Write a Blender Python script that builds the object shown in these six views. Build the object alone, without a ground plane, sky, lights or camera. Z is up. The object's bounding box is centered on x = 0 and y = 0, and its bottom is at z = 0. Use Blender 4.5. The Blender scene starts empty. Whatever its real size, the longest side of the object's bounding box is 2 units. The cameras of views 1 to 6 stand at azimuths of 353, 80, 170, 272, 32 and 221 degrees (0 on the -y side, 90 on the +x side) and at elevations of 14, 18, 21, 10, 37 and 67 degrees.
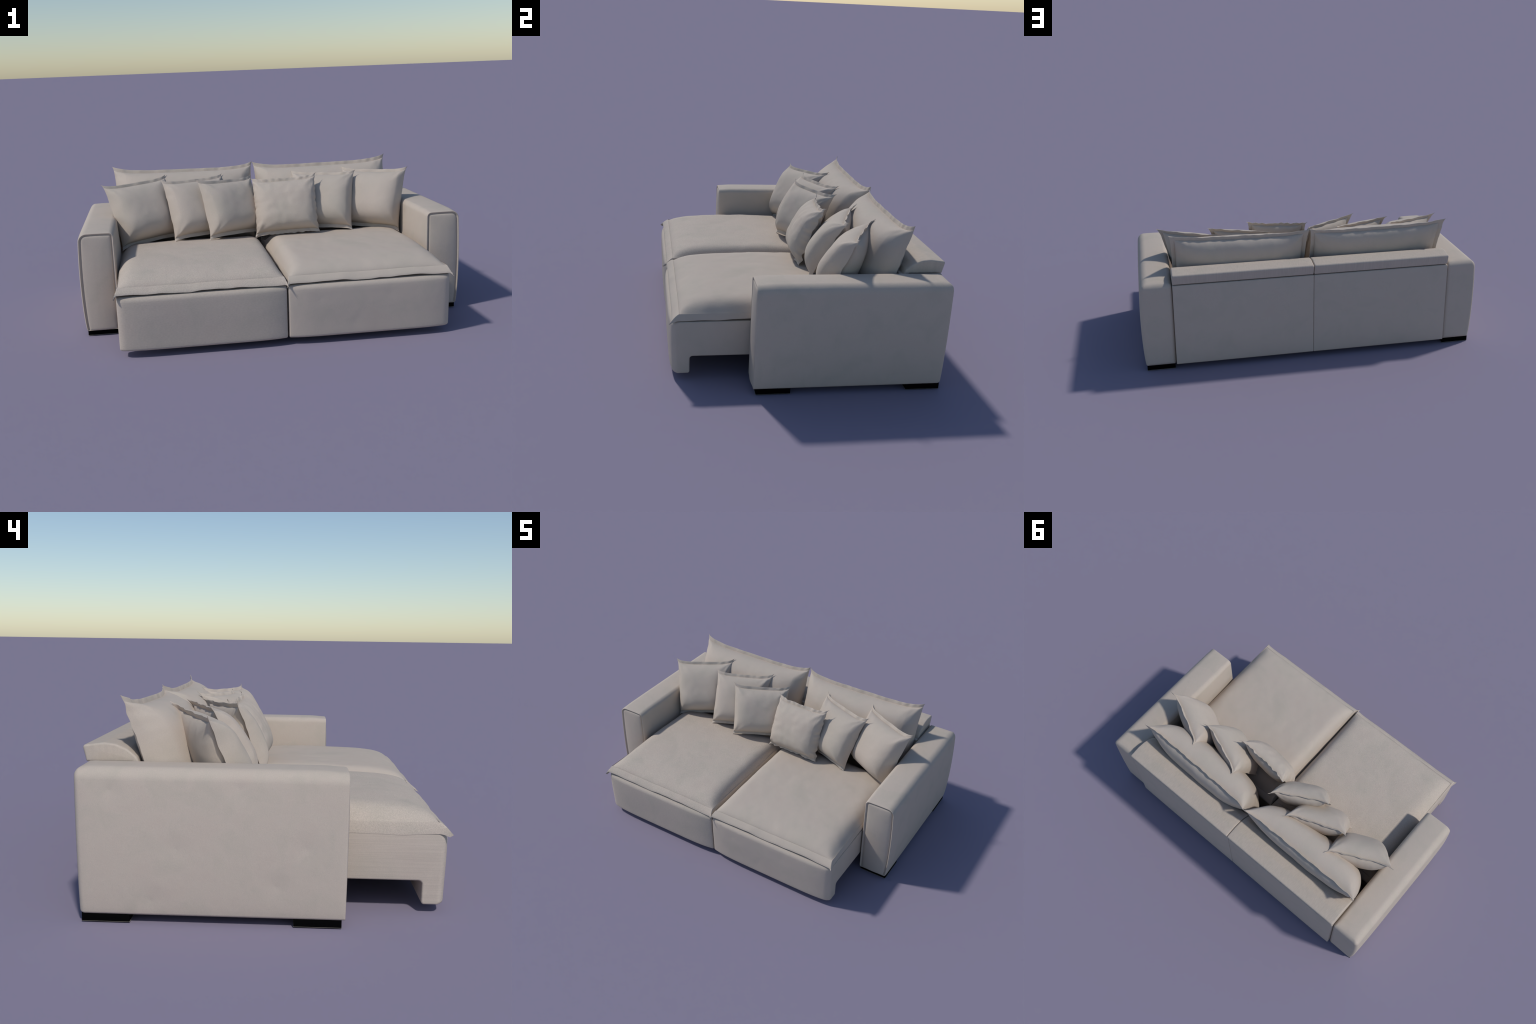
import bpy, math, random
import numpy as np
from mathutils import noise, Vector

# ------------------------------------------------------------------ materials
def new_material(name):
    m = bpy.data.materials.new(name)
    m.use_nodes = True
    nt = m.node_tree
    nt.nodes.clear()
    out = nt.nodes.new('ShaderNodeOutputMaterial')
    bsdf = nt.nodes.new('ShaderNodeBsdfPrincipled')
    nt.links.new(bsdf.outputs['BSDF'], out.inputs['Surface'])
    return m, nt, bsdf

WARM = (0.550, 0.467, 0.397, 1)
COOL = (0.522, 0.458, 0.385, 1)
PALE = (0.558, 0.486, 0.411, 1)

def fabric(name, patch=7.0, shift=0.0, weave=420.0, grain=0.05, streak=None, slub=0.0, tufts=(), plane='YZ', tuck=3.8):
    """Beige upholstery: soft cloudy patches, woven thread grain, optional thread streaks."""
    m, nt, bsdf = new_material(name)
    N, L = nt.nodes.new, nt.links.new
    tc = N('ShaderNodeTexCoord')
    mp = N('ShaderNodeMapping')
    mp.inputs['Location'].default_value = (shift, shift * 0.7, shift * 1.3)
    L(tc.outputs['Object'], mp.inputs['Vector'])
    cloud = N('ShaderNodeTexNoise')
    cloud.inputs['Scale'].default_value = patch
    cloud.inputs['Detail'].default_value = 4
    cloud.inputs['Roughness'].default_value = 0.55
    cloud.inputs['Distortion'].default_value = 0.6
    L(mp.outputs['Vector'], cloud.inputs['Vector'])
    ramp = N('ShaderNodeValToRGB')
    e = ramp.color_ramp.elements
    e[0].position, e[0].color = 0.30, COOL
    e[1].position, e[1].color = 0.70, WARM
    mid = ramp.color_ramp.elements.new(0.52)
    mid.color = tuple((a + b) / 2 for a, b in zip(WARM, PALE))
    L(cloud.outputs['Fac'], ramp.inputs['Fac'])
    # woven grain
    fine = N('ShaderNodeTexNoise')
    fine.inputs['Scale'].default_value = weave
    fine.inputs['Detail'].default_value = 2
    L(mp.outputs['Vector'], fine.inputs['Vector'])
    rng = N('ShaderNodeMapRange')
    rng.inputs['From Min'].default_value = 0.3
    rng.inputs['From Max'].default_value = 0.7
    rng.inputs['To Min'].default_value = 1.0 - grain
    rng.inputs['To Max'].default_value = 1.0 + grain
    L(fine.outputs['Fac'], rng.inputs['Value'])
    mul = N('ShaderNodeMix')
    mul.data_type = 'RGBA'
    mul.blend_type = 'MULTIPLY'
    mul.inputs['Factor'].default_value = 1.0
    L(ramp.outputs['Color'], mul.inputs['A'])
    L(rng.outputs['Result'], mul.inputs['B'])
    col = mul.outputs['Result']
    if streak:
        st = N('ShaderNodeMapping')
        st.inputs['Scale'].default_value = streak
        L(tc.outputs['Object'], st.inputs['Vector'])
        sn = N('ShaderNodeTexNoise')
        sn.inputs['Scale'].default_value = 1.0
        sn.inputs['Detail'].default_value = 4
        L(st.outputs['Vector'], sn.inputs['Vector'])
        sr = N('ShaderNodeMapRange')
        sr.inputs['From Min'].default_value = 0.3
        sr.inputs['From Max'].default_value = 0.7
        sr.inputs['To Min'].default_value = 0.93
        sr.inputs['To Max'].default_value = 1.04
        L(sn.outputs['Fac'], sr.inputs['Value'])
        m2 = N('ShaderNodeMix')
        m2.data_type = 'RGBA'
        m2.blend_type = 'MULTIPLY'
        m2.inputs['Factor'].default_value = 1.0
        L(col, m2.inputs['A'])
        L(sr.outputs['Result'], m2.inputs['B'])
        col = m2.outputs['Result']
    L(col, bsdf.inputs['Base Color'])
    bsdf.inputs['Roughness'].default_value = 0.92
    bsdf.inputs['Specular IOR Level'].default_value = 0.15
    # relief: fine weave and faint cloth unevenness
    soft = N('ShaderNodeTexNoise')
    soft.inputs['Scale'].default_value = 22
    soft.inputs['Detail'].default_value = 3
    L(mp.outputs['Vector'], soft.inputs['Vector'])
    b1 = N('ShaderNodeBump')
    b1.inputs['Strength'].default_value = 0.10
    b1.inputs['Distance'].default_value = 0.01
    L(soft.outputs['Fac'], b1.inputs['Height'])
    height = soft.outputs['Fac']
    if tufts:       # faint pin tucks: pointed dips at the given spots of a face
        sep = N('ShaderNodeSeparateXYZ')
        L(tc.outputs['Object'], sep.inputs['Vector'])
        flat = N('ShaderNodeCombineXYZ')
        L(sep.outputs[plane[0]], flat.inputs['X'])
        L(sep.outputs[plane[1]], flat.inputs['Y'])
        for a, b in tufts:
            ds = N('ShaderNodeVectorMath')
            ds.operation = 'DISTANCE'
            ds.inputs[1].default_value = (a, b, 0)
            L(flat.outputs['Vector'], ds.inputs[0])
            mr = N('ShaderNodeMapRange')
            mr.inputs['From Min'].default_value = 0.0
            mr.inputs['From Max'].default_value = 0.075
            mr.inputs['To Min'].default_value = 1.0
            mr.inputs['To Max'].default_value = 0.0
            L(ds.outputs['Value'], mr.inputs['Value'])
            pw = N('ShaderNodeMath')
            pw.operation = 'POWER'
            pw.inputs[1].default_value = 1.8
            L(mr.outputs['Result'], pw.inputs[0])
            sb = N('ShaderNodeMath')
            sb.operation = 'MULTIPLY_ADD'
            sb.inputs[1].default_value = -tuck
            L(pw.outputs[0], sb.inputs[0])
            L(height, sb.inputs[2])
            height = sb.outputs[0]
        L(height, b1.inputs['Height'])
    b2 = N('ShaderNodeBump')
    b2.inputs['Strength'].default_value = 0.12 + slub
    b2.inputs['Distance'].default_value = 0.002
    L(fine.outputs['Fac'], b2.inputs['Height'])
    L(b1.outputs['Normal'], b2.inputs['Normal'])
    L(b2.outputs['Normal'], bsdf.inputs['Normal'])
    return m

def plain(name, color, rough=0.5):
    m, nt, bsdf = new_material(name)
    n = nt.nodes.new('ShaderNodeTexNoise')
    n.inputs['Scale'].default_value = 60
    r = nt.nodes.new('ShaderNodeValToRGB')
    r.color_ramp.elements[0].color = tuple(c * 0.85 for c in color) + (1,)
    r.color_ramp.elements[1].color = tuple(c * 1.1 for c in color) + (1,)
    nt.links.new(n.outputs['Fac'], r.inputs['Fac'])
    nt.links.new(r.outputs['Color'], bsdf.inputs['Base Color'])
    bsdf.inputs['Roughness'].default_value = rough
    bsdf.inputs['Specular IOR Level'].default_value = 0.05
    return m

ARM_TUFTS = [(0.53, 0.465), (0.095, 0.48), (0.305, 0.27), (-0.13, 0.28), (-0.03, 0.148), (0.393, 0.085)]
BACK_TUFTS = [(0.476, 0.471), (0.261, 0.29), (-0.185, 0.284), (-0.623, 0.292), (-0.395, 0.408), (0.487, 0.122), (0.714, 0.292), (-0.394, 0.143)]
M_ARM = fabric('upholstery_fabric', patch=9.0, shift=3.1, tufts=ARM_TUFTS)
M_BACK = fabric('upholstery_fabric_back', patch=8.0, shift=8.7, tufts=BACK_TUFTS, plane='XZ')
M_ROLL = fabric('upholstery_fabric_roll', patch=7.0, shift=1.9, streak=(260, 40, 3))
M_CUSH_COARSE = fabric('seat_fabric_coarse', patch=9.0, shift=5.3, weave=260, grain=0.10, slub=0.2)
M_CUSH = fabric('seat_fabric', patch=5.0, shift=11.0, grain=0.04)
M_PILLOW = fabric('pillow_linen', patch=6.0, shift=2.2)
M_BASE_L = fabric('base_fabric_streaked', patch=5.0, shift=6.6, streak=(90, 3, 260))
M_BASE_R = fabric('base_fabric', patch=8.0, shift=9.9, tufts=[(0.157, 0.224), (0.498, 0.229), (0.33, 0.09)], plane='XZ', tuck=1.2)
M_FOOT = plain('black_foot', (0.002, 0.002, 0.002), 0.8)  # base colour darkened to near black for the unlit look of overlapping foot faces
M_TRIM = plain('foot_trim', (0.26, 0.235, 0.21), 0.7)

# ------------------------------------------------------------------ helpers
def make_object(name, verts, faces, mat, parent=None, angle=40, normals=True):
    me = bpy.data.meshes.new(name)
    me.from_pydata([tuple(map(float, v)) for v in verts], [], faces)
    import bmesh
    bm = bmesh.new()
    bm.from_mesh(me)
    bmesh.ops.remove_doubles(bm, verts=bm.verts, dist=1e-5)
    bmesh.ops.dissolve_degenerate(bm, edges=bm.edges, dist=1e-6)
    if normals:
        bmesh.ops.recalc_face_normals(bm, faces=bm.faces)
    bm.to_mesh(me)
    bm.free()
    me.shade_smooth()
    me.set_sharp_from_angle(angle=math.radians(angle))
    me.materials.append(mat)
    ob = bpy.data.objects.new(name, me)
    bpy.context.scene.collection.objects.link(ob)
    ob.parent = parent
    return ob

def loft(rings, cap_first=True, cap_last=True):
    n = len(rings[0])
    verts = [p for r in rings for p in r]
    faces = []
    for i in range(len(rings) - 1):
        for j in range(n):
            a, b = i * n + j, i * n + (j + 1) % n
            faces.append((a, b, b + n, a + n))
    if cap_first:
        faces.append(tuple(range(n))[::-1])
    if cap_last:
        faces.append(tuple(range((len(rings) - 1) * n, len(rings) * n)))
    return verts, faces

def rounded_polygon(corners, d=0.0, edge_seg=6, arc_seg=6):
    """Corners (a, b, radius) counter-clockwise; returns outline moved inwards by d, always
    with the same number of points."""
    n = len(corners)
    P = np.array([c[:2] for c in corners], float)
    out = []
    # inward offset lines
    nrm = []
    for i in range(n):
        t = P[(i + 1) % n] - P[i]
        t /= np.linalg.norm(t)
        nrm.append(np.array([-t[1], t[0]]))
    Q = []
    for i in range(n):
        n0, n1 = nrm[i - 1], nrm[i]
        A = np.array([n0, n1])
        b = np.array([n0 @ P[i] + d, n1 @ P[i] + d])
        Q.append(np.linalg.solve(A, b))
    arcs = []
    for i in range(n):
        t0 = P[i] - P[i - 1]; t0 /= np.linalg.norm(t0)
        t1 = P[(i + 1) % n] - P[i]; t1 /= np.linalg.norm(t1)
        cross = t0[0] * t1[1] - t0[1] * t1[0]
        r = corners[i][2] - d if cross > 0 else corners[i][2] + d
        r = max(r, 0.0008)
        ang = math.acos(max(-1, min(1, t0 @ t1)))
        L = r * math.tan(ang / 2)
        s, e = Q[i] - t0 * L, Q[i] + t1 * L
        side = 1 if cross > 0 else -1
        c = s + side * r * np.array([-t0[1], t0[0]])
        pts = []
        a0 = math.atan2(*(s - c)[::-1])
        for k in range(arc_seg + 1):
            a = a0 + side * ang * k / arc_seg
            pts.append(c + r * np.array([math.cos(a), math.sin(a)]))
        arcs.append(pts)
    for i in range(n):
        out += arcs[i]
        s, e = arcs[i][-1], arcs[(i + 1) % n][0]
        for k in range(1, edge_seg):
            out.append(s + (e - s) * k / edge_seg)
    return np.array(out)

def along_x(corners, x0, x1, r, sections=20, edge_seg=8, arc_seg=6, deform=None):
    """Side profile (y, z) swept in x with rounded ends."""
    steps = []
    for k in range(6):
        th = math.pi / 2 * k / 5
        steps.append((x0 + r * (1 - math.sin(th)), r * (1 - math.cos(th))))
    steps = [(x0 + r * (1 - math.cos(math.pi / 2 * k / 5)), r * (1 - math.sin(math.pi / 2 * k / 5))) for k in range(6)]
    mids = [(x0 + r + (x1 - x0 - 2 * r) * k / sections, 0.0) for k in range(1, sections)]
    ends = [(x1 - (s[0] - x0), s[1]) for s in steps[::-1]]
    rings = []
    for x, d in steps + mids + ends:
        o = rounded_polygon(corners, d, edge_seg, arc_seg)
        rings.append([(x, p[0], p[1]) for p in o])
    v, f = loft(rings)
    if deform:
        v = [deform(*p) for p in v]
    return v, f

def smooth01(t):
    t = min(1.0, max(0.0, t))
    return t * t * (3 - 2 * t)

# ------------------------------------------------------------------ sofa root
sofa = bpy.data.objects.new('sofa', None)
bpy.context.scene.collection.objects.link(sofa)
sofa['label'] = 'beige fabric two seat sofa with pulled out seats and low armrests'
sofa['category'] = 'sofa bed'

# ------------------------------------------------------------------ armrests
ARM_IN, ARM_Z0, ARM_TOP = 0.811, 0.0275, 0.532
ARM_FRONT, ARM_REAR = -0.268, 0.652
def arm_outline(d, db=None):
    c = [(ARM_IN, ARM_Z0, 0.010), (0.980, ARM_Z0, 0.010), (0.9855, ARM_TOP, 0.038), (ARM_IN, ARM_TOP, 0.024)]
    o = rounded_polygon(c, d, edge_seg=26, arc_seg=8)
    if db is not None:      # smaller inset along the lower edge
        zlo = ARM_Z0 + d
        o[:, 1] = np.where(o[:, 1] < zlo + 0.03, o[:, 1] - (d - db) * (1 - (o[:, 1] - zlo) / 0.03), o[:, 1])
    return o

def arm_deform(x, y, z):
    t = min(1.0, max(0.0, (z - ARM_Z0) / (ARM_TOP - ARM_Z0)))
    yc = (y - 0.19) / 0.46
    w = (x - ARM_IN) / (0.985 - ARM_IN)
    lengthwise = max(0.0, 1 - abs(yc) ** 5)
    # outer face swells out, top face is crowned
    swell = (1 - t) ** 0.9 * t ** 0.7 * 2.99
    x += w * (0.0120 + 0.0055 * lengthwise) * max(0.0, swell) - (1 - w) * 0.017 * lengthwise * max(0.0, swell)
    xn = (x - 0.9) / 0.09
    top = smooth01((t - 0.55) / 0.45)
    rise = smooth01((y - ARM_FRONT) / 0.09)
    z += top * (0.003 * rise + 0.005 * max(0, 1 - xn * xn) * (0.4 + 0.6 * rise))
    # rounded upper rear edge, rear face leaning in towards the floor
    R = 0.036
    zt = ARM_TOP + 0.007
    dy, dz = y - (ARM_REAR - R), z - (zt - R)
    if dy > 0 and dz > 0:
        h = math.hypot(dy, dz)
        if h > R:
            y, z = ARM_REAR - R + dy * R / h, zt - R + dz * R / h
    if y > 0.5:
        y -= 0.010 * smooth01((y - 0.5) / 0.15) * (1 - t)
    return x, y, z

def zip_cap(ring_index, arc=8, edge=26):
    # closes the last outline by pairing points left and right of the middle line
    n = 4 * (arc + 1) + 4 * (edge - 1)
    o = ring_index * n
    s = arc + 1 + edge // 2 - 1
    I = lambda m: o + (s + m) % n
    out = [(I(0), I(1), I(-1))]
    for m in range(1, n // 2 - 1):
        out.append((I(m), I(m + 1), I(-m - 1), I(-m)))
    out.append((I(n // 2 - 1), I(n // 2), I(-(n // 2 - 1))))
    return out

def armrest(side):
    rings = []
    def ring(y, d, db=None):
        rings.append([arm_deform(p[0], y, p[1]) for p in arm_outline(d, db)])
    # recessed front: groove floor, groove wall, raised cord-like rim
    for y, d in [(-0.2595, 0.034), (-0.2595, 0.0150), (-0.2597, 0.0120), (-0.2622, 0.0090), (-0.2662, 0.0064),
                 (-0.2682, 0.0042), (-0.2674, 0.0020), (-0.2640, 0.0006), (-0.2590, 0.0)]:
        ring(y, d, d * 0.35)
    for k in range(1, 44):
        ring(-0.259 + (ARM_REAR - 0.020 + 0.259) * k / 44, 0.0)
    r = 0.020
    for k in range(7):
        th = math.pi / 2 * k / 6
        ring(ARM_REAR - r + r * math.sin(th), r * (1 - math.cos(th)))
    for d in (0.026, 0.034, 0.044, 0.054, 0.064):
        ring(ARM_REAR, d)
    v, f = loft(rings, cap_first=False, cap_last=False)
    f += zip_cap(len(rings) - 1)
    v = [(side * p[0], p[1], p[2]) for p in v]
    arm = make_object('armrest', v, f, M_ARM, sofa, 50)
    # padded front panel seated inside the groove
    rings = []
    for y, d in [(-0.254, 0.0140), (-0.2600, 0.0140), (-0.2625, 0.0148), (-0.2645, 0.0168), (-0.2657, 0.0200), (-0.2662, 0.0245),
                 (-0.2665, 0.030), (-0.2665, 0.037), (-0.2665, 0.045), (-0.2665, 0.053), (-0.2665, 0.061), (-0.2665, 0.068), (-0.2665, 0.074)]:
        o = arm_outline(d, 0.0015 + (d - 0.0140) * 0.9)
        rings.append([arm_deform(p[0], y, p[1]) for p in o])
    v, f = loft(rings, cap_first=False, cap_last=False)
    f += zip_cap(len(rings) - 1)
    def cushion(x, y, z):
        xn, zn = (x - 0.899) / 0.075, (z - 0.285) / 0.245
        return (side * x, y - 0.010 * max(0, 1 - xn * xn) * (max(0, 1 - zn ** 4) if zn > 0 else 1 + 0.25 * zn), z)
    v = [cushion(*p) for p in v]
    make_object('front_panel', v, f, M_ARM, arm, 50)
    # two block feet
    for y0, y1 in ((-0.256, -0.093), (0.469, 0.634)):
        h = 0.031
        x0, x1 = 0.816, 0.977
        v, f = along_x([(y0, 0.0014, 0.001), (y1, 0.0014, 0.001), (y1, h, 0.001), (y0, h, 0.001)], x0, x1, 0.001, 4, 3, 3)
        v = [(side * p[0], p[1], p[2]) for p in v]
        foot = make_object('foot', v, f, M_FOOT, arm, 30)
        v, f = along_x([(y0 - 0.0008, 0.0, 0.0006), (y1 + 0.0008, 0.0, 0.0006), (y1 + 0.0008, 0.0018, 0.0006), (y0 - 0.0008, 0.0018, 0.0006)],
                       x0 - 0.0008, x1 + 0.0008, 0.0006, 4, 3, 3)
        v = [(side * p[0], p[1], p[2]) for p in v]
        make_object('foot_sole', v, f, M_TRIM, foot, 30)
    return arm

for s in (-1, 1):
    armrest(s)

# ------------------------------------------------------------------ pulled out seat bases
def base_deform(side):
    def fn(x, y, z):
        xn = (abs(x) - 0.402) / 0.40
        if y < -0.58:      # padded front face
            k = smooth01((-0.58 - y) / 0.04)
            y -= k * (0.017 * max(0, 1 - xn ** 6) + 0.005 * smooth01((z - 0.03) / 0.2) - 0.003)
            e = max(0.0, (abs(x) - 0.775) / 0.028)      # softly rounded outer front edge
            y += k * 0.012 * e * e
        return x, y, z
    return fn

for side, mat in ((-1, M_BASE_L), (1, M_BASE_R)):
    corners = [(-0.630, 0.032, 0.014), (-0.551, 0.032, 0.010), (-0.551, 0.120, 0.014),
               (0.262, 0.120, 0.010), (0.262, 0.297, 0.012), (-0.630, 0.297, 0.026)]
    v, f = along_x(corners, 0.0035, 0.803, 0.007, 72, 12, 6, base_deform(side))
    v = [(side * p[0], p[1], p[2]) for p in v]
    make_object('seat_base', v, f, mat, sofa, 40)

# inner frame below the back pillows
corners = [(0.272, 0.040, 0.008), (0.46, 0.040, 0.008), (0.46, 0.130, 0.008), (0.272, 0.130, 0.008)]
v, f = along_x(corners, -0.804, 0.804, 0.01, 10, 6, 4)
make_object('seat_frame', v, f, M_BASE_R, sofa, 40)

# ------------------------------------------------------------------ backrest
def back_deform(x, y, z):
    xn = (abs(x) - 0.403) / 0.40
    zn = (z - 0.28) / 0.25
    if y > 0.6:
        k = smooth01((y - 0.6) / 0.04)
        y += k * 0.009 * max(0, 1 - xn ** 4) * max(0, 1 - zn ** 4)
    return x, y, z

for side in (-1, 1):
    corners = [(0.445, 0.034, 0.006), (0.657, 0.034, 0.007), (0.655, 0.5240, 0.006), (0.445, 0.5240, 0.006)]
    v, f = along_x(corners, 0.0007, 0.8082, 0.004, 28, 22, 5, back_deform)
    v = [(side * p[0], p[1], p[2]) for p in v]
    make_object('backrest_panel', v, f, M_BACK, sofa, 40)
    # rolled top bolster: blunt rear, rounded nose to the front
    corners = [(0.452, 0.500, 0.006), (0.490, 0.5285, 0.002), (0.652, 0.5285, 0.006), (0.666, 0.587, 0.010), (0.590, 0.5975, 0.05),
               (0.545, 0.5925, 0.05), (0.505, 0.575, 0.05), (0.470, 0.546, 0.03)]
    v, f = along_x(corners, 0.0012, 0.8085, 0.008, 24, 5, 5)
    v = [(side * p[0], p[1], p[2]) for p in v]
    make_object('backrest_bolster', v, f, M_ROLL, sofa, 40)

# ------------------------------------------------------------------ seat cushions
def fbm(p, scale, seed):
    return noise.noise(Vector((p[0] * scale + seed, p[1] * scale - seed * 0.7, p[2] * scale + seed * 1.9)))

def axis_samples(seam, n_body, n_flange):
    """Parameter values -1..1 with a sample exactly on each seam; dense near the seams."""
    b = [seam * math.sin(math.pi / 2 * (2 * k / n_body - 1)) for k in range(n_body + 1)]
    fl = [seam + (1 - seam) * k / n_flange for k in range(1, n_flange + 1)]
    return np.array([-x for x in fl[::-1]] + b + fl)

def grid_faces(idx, cells, flip=False):
    out = []
    for i, j in cells:
        q = (idx[i][j], idx[i + 1][j], idx[i + 1][j + 1], idx[i][j + 1])
        out.append(q[::-1] if flip else q)
    return out

def seat_cushion(side, mat, seed):
    x_in, x_out, y0, y1 = 0.0015, 0.807 if side < 0 else 0.8045, -0.638, 0.268
    W, D = x_out - x_in, y1 - y0
    fu, fv = 0.009, 0.034                 # hem hangs steeply on the sides, lies flatter front and rear
    nb, nf = 80, 5
    seam_u, seam_v = 1 - 2 * fu / W, 1 - 2 * fv / D
    us = axis_samples(seam_u, nb, nf)
    vs = axis_samples(seam_v, nb, nf)
    rnd = random.Random(seed)
    ph = [rnd.uniform(0, 6.28) for _ in range(8)]
    def rise(s, r, e=1.25):
        return 1 - math.exp(-(max(0, s) / r) ** e)
    def surface(u, v):
        x = (x_in + x_out) / 2 + W / 2 * u * (1 - 0.008 * (1 - abs(v) ** 10))
        y = (y0 + y1) / 2 + D / 2 * v * (1 - 0.008 * (1 - abs(u) ** 10))
        su, sv = (seam_u - abs(u)) * W / 2, (seam_v - abs(v)) * D / 2
        ou, ov = max(0.0, -su) / fu, max(0.0, -sv) / fv      # 0 at the seam, 1 at the hem edge
        a = math.atan2(v, u)
        wave = 0.0024 * math.sin(7 * a + ph[0]) + 0.0013 * math.sin(15 * a + ph[1]) + 0.0007 * math.sin(29 * a + ph[2])
        z = 0.332
        if su > 0 and sv > 0:
            z += (0.061 if side < 0 else 0.063) * rise(su, 0.025 if u < 0 else 0.034) * (rise(sv, 0.060, 0.76) if v < 0 else rise(sv, 0.042)) - 0.009 * smooth01((v - 0.1) / 0.8)* rise(su, 0.04)
            z += 0.006 * (1 - u * u) * (1 - v * v)
            near = math.exp(-min(su, sv) / 0.05)
            z += 0.0030 * fbm((x, y, 0), 6, seed) + 0.0014 * fbm((x + y * 0.6, y - x * 0.6, 0), 17, seed + 3)
            z += wave * 0.4 * near
        else:
            o, k = max(ou, ov), min(ou, ov)
            z += wave * (0.4 + 0.8 * o)
            z -= (0.040 if side < 0 and u > 0 and ou > ov else 0.027) * o ** 1.35 + 0.014 * k * k
            x += math.copysign(0.008 * k * k, u)
            y += math.copysign(0.012 * k * k, v) - (0.008 * k * k if u < 0 and v < 0 else 0)
        return side * x, y, z
    nu, nv = len(us), len(vs)
    def inside(i, j):
        return nf <= i < nu - 1 - nf and nf <= j < nv - 1 - nf
    # body: domed top, flat underside
    verts, top, bot = [], {}, {}
    ti = [[-1] * nv for _ in range(nu)]
    bi = [[-1] * nv for _ in range(nu)]
    for i in range(nf, nu - nf):
        for j in range(nf, nv - nf):
            p = surface(us[i], vs[j])
            ti[i][j] = len(verts); verts.append(p)
            edge = i in (nf, nu - nf - 1) or j in (nf, nv - nf - 1)
            if edge:
                bi[i][j] = ti[i][j]
            else:
                bi[i][j] = len(verts)
                s = min((seam_u - abs(us[i])) * W / 2, (seam_v - abs(vs[j])) * D / 2)
                verts.append((p[0], p[1], 0.332 - 0.032 * smooth01(s / 0.02)))
    cells = [(i, j) for i in range(nf, nu - nf - 1) for j in range(nf, nv - nf - 1)]
    faces = grid_faces(ti, cells) + grid_faces(bi, cells, True)
    body = make_object('seat_cushion', verts, faces, mat, sofa, 60)
    # flat hem sewn on around the seam
    verts, faces = [], []
    th = 0.0022
    ti = [[-1] * nv for _ in range(nu)]
    bi = [[-1] * nv for _ in range(nu)]
    cells = [(i, j) for i in range(nu - 1) for j in range(nv - 1) if not inside(i, j)]
    for i, j in cells:
        for a, b in ((i, j), (i + 1, j), (i + 1, j + 1), (i, j + 1)):
            if ti[a][b] < 0:
                x, y, z = surface(us[a], vs[b])
                rim = max(abs(us[a]), abs(vs[b])) > 0.9999
                t = th * (0.35 if rim else 1.0)
                ti[a][b] = len(verts); verts.append((x, y, z + t))
                bi[a][b] = len(verts); verts.append((x, y, z - t))
    faces = grid_faces(ti, cells) + grid_faces(bi, cells, True)
    def strip(path):
        for (a, b), (c, d) in zip(path, path[1:]):
            faces.append((ti[a][b], bi[a][b], bi[c][d], ti[c][d]))
    strip([(i, 0) for i in range(nu)]); strip([(nu - 1, j) for j in range(nv)])
    strip([(i, nv - 1) for i in range(nu - 1, -1, -1)]); strip([(0, j) for j in range(nv - 1, -1, -1)])
    make_object('hem', verts, faces, mat, body, 60)

seat_cushion(-1, M_CUSH_COARSE, 4)
seat_cushion(1, M_CUSH, 17)

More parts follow.
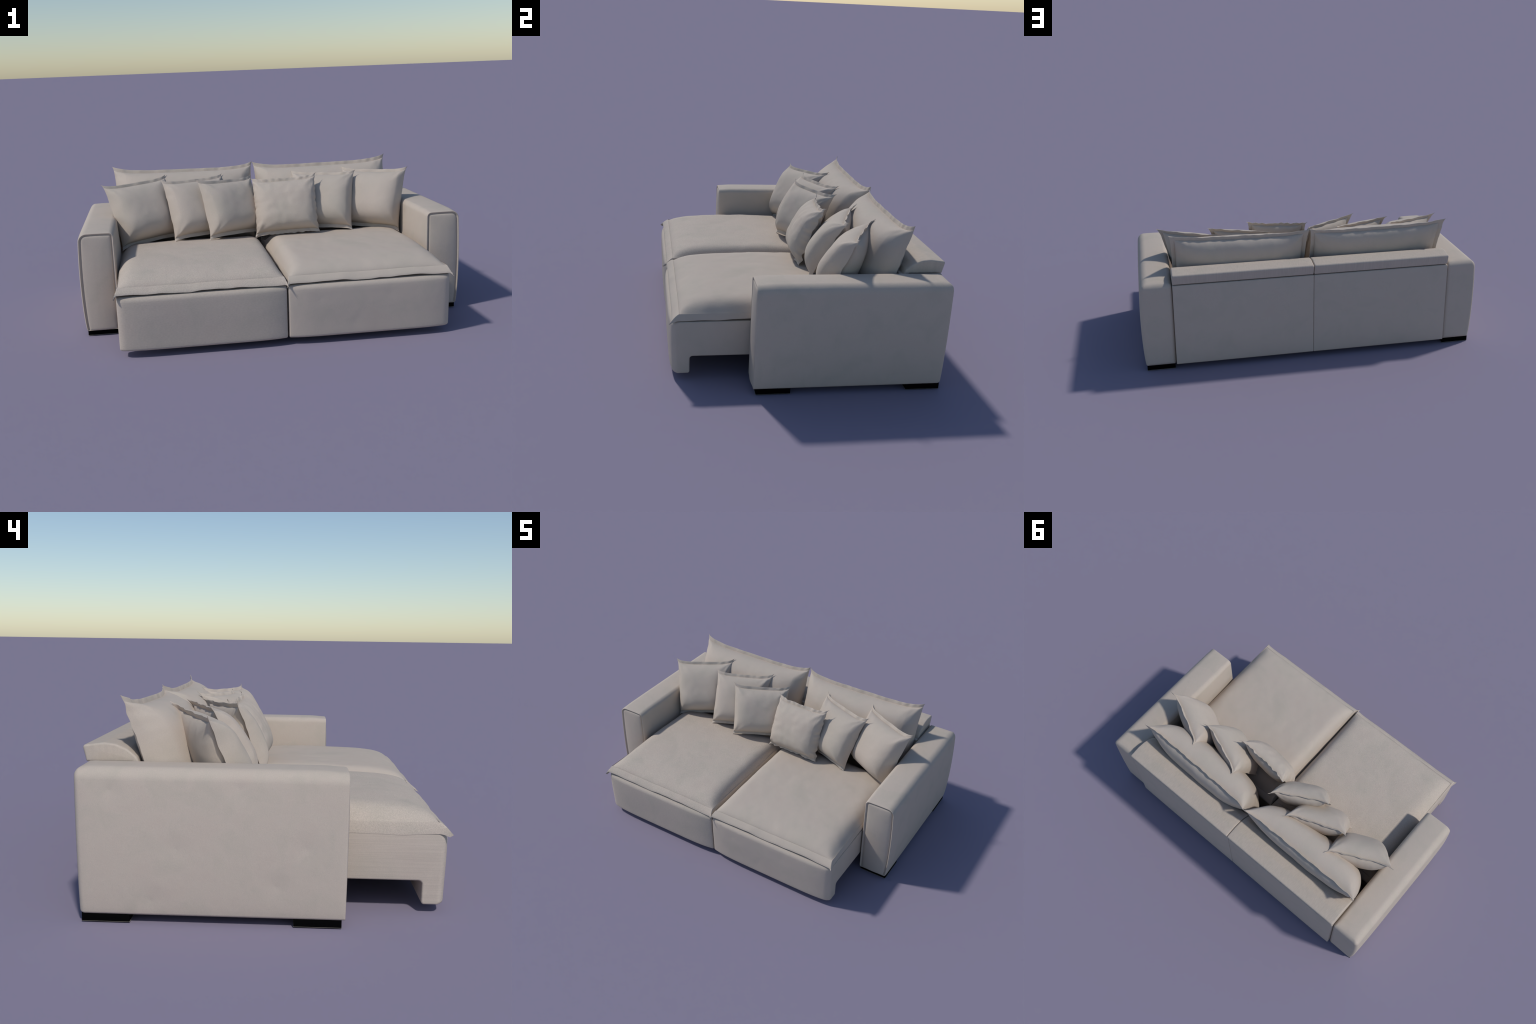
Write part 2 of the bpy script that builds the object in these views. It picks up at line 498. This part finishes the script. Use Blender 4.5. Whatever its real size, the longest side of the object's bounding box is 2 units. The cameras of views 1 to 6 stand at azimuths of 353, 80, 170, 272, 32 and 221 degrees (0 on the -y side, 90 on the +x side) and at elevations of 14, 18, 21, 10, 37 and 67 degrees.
# ------------------------------------------------------------------ loose pillows
def pillow(name, TL, TR, BL, BR, front, rear, flange=0.021, pinch=(0.05, 0.10), power=4.5, curl=0.010,
           wave=0.0022, ruffle=0.0, seed=1, label='', category='', sag=0.24, crease=0.0, spike=0.03, tilt=0.010, reach=0.009, square=3.8, soft=0.54, crown=0.56, gather=0.0036):
    TL, TR, BL, BR = (np.array(p, float) for p in (TL, TR, BL, BR))
    e1, e2 = (TR - TL) / np.linalg.norm(TR - TL), (TL - BL) / np.linalg.norm(TL - BL)
    TL, TR = TL + reach * (e2 - e1), TR + reach * (e2 + e1)
    W = np.linalg.norm(TR - TL); H = np.linalg.norm(BL - TL)
    wd = (TR - TL + BR - BL); wd /= np.linalg.norm(wd)
    hd = (TL - BL + TR - BR); hd /= np.linalg.norm(hd)
    nrm = np.cross(wd, hd); nrm /= np.linalg.norm(nrm)      # towards the sitter
    seam_u, seam_v = 1 - 2 * flange / W, 1 - 2 * flange / H
    nbu = 64 if W < 0.5 else 110
    nbv, nf = 64, 5
    us, vs = axis_samples(seam_u, nbu, nf), axis_samples(seam_v, nbv, nf)
    rnd = random.Random(seed)
    ph = [rnd.uniform(0, 6.28) for _ in range(12)]
    fr = [rnd.uniform(0.8, 1.25) for _ in range(4)]
    def base(u, v):
        au, av = abs(u), abs(v)
        U = u * (1 - pinch[0] * (1 - av ** power) - spike * (1 - av ** 22))
        V = v * (1 - (pinch[1] if v > 0 else 0.45 * pinch[1]) * (1 - au ** power) - spike * (1 - au ** 22))
        a, b = (U + 1) / 2, (V + 1) / 2
        p = BL * (1 - a) * (1 - b) + BR * a * (1 - b) + TL * (1 - a) * b + TR * a * b
        eu, ev = smooth01((au - 0.8) / 0.2), smooth01((av - 0.8) / 0.2)
        x, y = u * W / 2, v * H / 2
        w = wave * eu * (math.sin(y * 46 * fr[0] + ph[0] + 2 * (u > 0)) + 0.25 * math.sin(y * 108 * fr[1] + ph[1]))
        w += wave * ev * (math.sin(x * 46 * fr[2] + ph[2] + 2 * (v > 0)) + 0.25 * math.sin(x * 108 * fr[3] + ph[3]))
        # irregular gathers along the sewn edge
        w += gather * (eu * noise.noise(Vector((y * 30, 3.7 * (u > 0), seed))) + ev * noise.noise(Vector((x * 30, 8.1 + 3.7 * (v > 0), seed))))
        if ruffle:      # loosely gathered edge
            for m, al, d, sg, q in ((au, y, wd, np.sign(u), 0), (av, x, hd, np.sign(v), 3)):
                out = max(0.0, (m - 0.86) / 0.14)
                r = ruffle * out * noise.noise(Vector((al * 34, sg * 7.3 + q, seed)))
                w += 1.4 * r
                p = p + d * sg * ruffle * 0.6 * out * noise.noise(Vector((al * 42 + 9, sg * 5.1 + q, seed)))
        w -= tilt * max(0.0, (au - 0.84) / 0.16) ** 1.2 * (1 - 0.6 * av ** 6)
        w -= curl * (au * av) ** 6
        return p + nrm * w
    def puff(u, v, face=1):
        """Fullness 0..1. The front swells right from the side edges, the rear only inside the seam."""
        ub, vb = min(1, abs(u) / seam_u), min(1, abs(v) / seam_v)
        if face > 0:
            t = max(0, 1 - abs(u) ** square) ** soft * max(0, 1 - vb ** 3.0) ** (crown if v > 0 else 0.46)
        else:
            t = max(0, 1 - ub ** (square - 0.5)) ** 0.5 * max(0, 1 - vb ** 2.8) ** 0.48
        return t * (1 - sag * v)
    def wrinkle(p, u, v, k):
        t = puff(u, v)
        w = 0.0030 * fbm(p, 8, seed + k) + 0.0012 * fbm(p, 22, seed + 5 + k)
        # gathers running in from the corners
        du, dv = (1 - abs(u)) * W / 2, (1 - abs(v)) * H / 2
        r = math.hypot(du, dv)
        ang = math.atan2(dv, du + 1e-6)
        w += 0.0025 * math.exp(-((r - 0.06) / 0.05) ** 2) * math.sin(ang * 9 + ph[5 + (u > 0) + 2 * (v > 0)])
        if k:           # puckers beside the seam on the rear
            near = math.exp(-min(du, dv) / 0.028)
            w += 0.006 * near * noise.noise(Vector(((u * W if dv < du else v * H) * 19, 2.0 if dv < du else 6.0, seed)))
        if crease:
            near = math.exp(-min(du, dv) / 0.03)
            al = u * W / 2 if dv < du else v * H / 2
            w += crease * near * 2.0 * noise.noise(Vector((al * 38, seed, 4.0 if dv < du else 1.0)))
            w += crease * 1.2 * fbm(p, 26, seed + 11)
        return w * min(1, t * 2.2)
    nu, nv = len(us), len(vs)
    verts = []
    fi = [[-1] * nv for _ in range(nu)]
    ri = [[-1] * nv for _ in range(nu)]
    for i in range(nu):
        for j in range(nv):
            u, v = us[i], vs[j]
            p = base(u, v)
            rim = max(abs(u), abs(v)) > 0.9999
            th = 0.0018 * (0.4 if rim else 1)
            tf, tr = puff(u, v, 1), puff(u, v, -1)
            fi[i][j] = len(verts)
            verts.append(p + nrm * (th + front * tf + wrinkle(p, u, v, 0) * (tf > 0)))
            ri[i][j] = len(verts)
            verts.append(p - nrm * (th + rear * tr + wrinkle(p, u, v, 31) * (tr > 0)))
    def within(i, j):
        return nf <= i < nu - 1 - nf and nf <= j < nv - 1 - nf
    every = [(i, j) for i in range(nu - 1) for j in range(nv - 1)]
    # cover: whole puffed front and the rear inside the seam; flange: the flat border
    cover = grid_faces(fi, [c for c in every if nf <= c[1] < nv - 1 - nf]) + grid_faces(ri, [c for c in every if within(*c)], True)
    border = grid_faces(fi, [c for c in every if not nf <= c[1] < nv - 1 - nf]) + grid_faces(ri, [c for c in every if not within(*c)], True)
    def strip(path):
        for (a, b), (c, d) in zip(path, path[1:]):
            border.append((fi[a][b], ri[a][b], ri[c][d], fi[c][d]))
    strip([(i, 0) for i in range(nu)]); strip([(nu - 1, j) for j in range(nv)])
    strip([(i, nv - 1) for i in range(nu - 1, -1, -1)]); strip([(0, j) for j in range(nv - 1, -1, -1)])
    def take(faces):
        used = sorted({k for f in faces for k in f})
        m = {k: n for n, k in enumerate(used)}
        return [verts[k] for k in used], [tuple(m[k] for k in f) for f in faces]
    body = make_object(name, *take(cover), M_PILLOW, None, 70, normals=False)
    body['label'] = label
    body['category'] = category
    make_object('flange', *take(border), M_PILLOW, body, 60, normals=False)
    return body

BIG = dict(reach=0.004, flange=0.024, pinch=(0.014, 0.118), power=5, square=3.9, soft=0.56, crown=0.55, curl=0.006, wave=0.0022, spike=0.015, tilt=0.016,
           label='wide beige lumbar pillow with flat sewn flange', category='back pillow', sag=0.14)
pillow('back_pillow', (-0.828, 0.506, 0.768), (-0.006, 0.503, 0.757), (-0.805, 0.345, 0.300), (-0.012, 0.345, 0.300), seed=5, front=0.151, rear=0.066, **BIG)
pillow('back_pillow', (0.000, 0.497, 0.755), (0.806, 0.480, 0.764), (0.012, 0.345, 0.300), (0.800, 0.345, 0.300), seed=8, front=0.142, rear=0.086, **BIG)

SMALL = dict( label='square beige throw pillow with pointed corners', category='throw pillow')
pillow('throw_pillow', (-0.871, 0.203, 0.704), (-0.525, 0.376, 0.722), (-0.784, 0.073, 0.356), (-0.471, 0.230, 0.380), seed=21, front=0.103, rear=0.076, **SMALL)
pillow('throw_pillow', (-0.547, 0.223, 0.710), (-0.201, 0.359, 0.714), (-0.500, 0.055, 0.392), (-0.175, 0.185, 0.392), seed=22, front=0.080, rear=0.074, **SMALL)
pillow('throw_pillow', (-0.351, 0.138, 0.714), (-0.038, 0.309, 0.702), (-0.306, 0.022, 0.395), (0.000, 0.180, 0.388), seed=23, front=0.080, rear=0.064, **SMALL)
pillow('throw_pillow', (-0.048, 0.200, 0.698), (0.308, 0.168, 0.712), (-0.057, 0.079, 0.377), (0.314, 0.041, 0.396), seed=24, front=0.076, rear=0.056,
       ruffle=0.010, crease=0.0020, **SMALL)
pillow('throw_pillow', (0.207, 0.359, 0.712), (0.550, 0.226, 0.710), (0.175, 0.185, 0.392), (0.500, 0.058, 0.394), seed=25, front=0.086, rear=0.074, **SMALL)
pillow('throw_pillow', (0.515, 0.372, 0.714), (0.855, 0.202, 0.716), (0.471, 0.230, 0.380), (0.775, 0.073, 0.362), seed=26, front=0.103, rear=0.076, **SMALL)
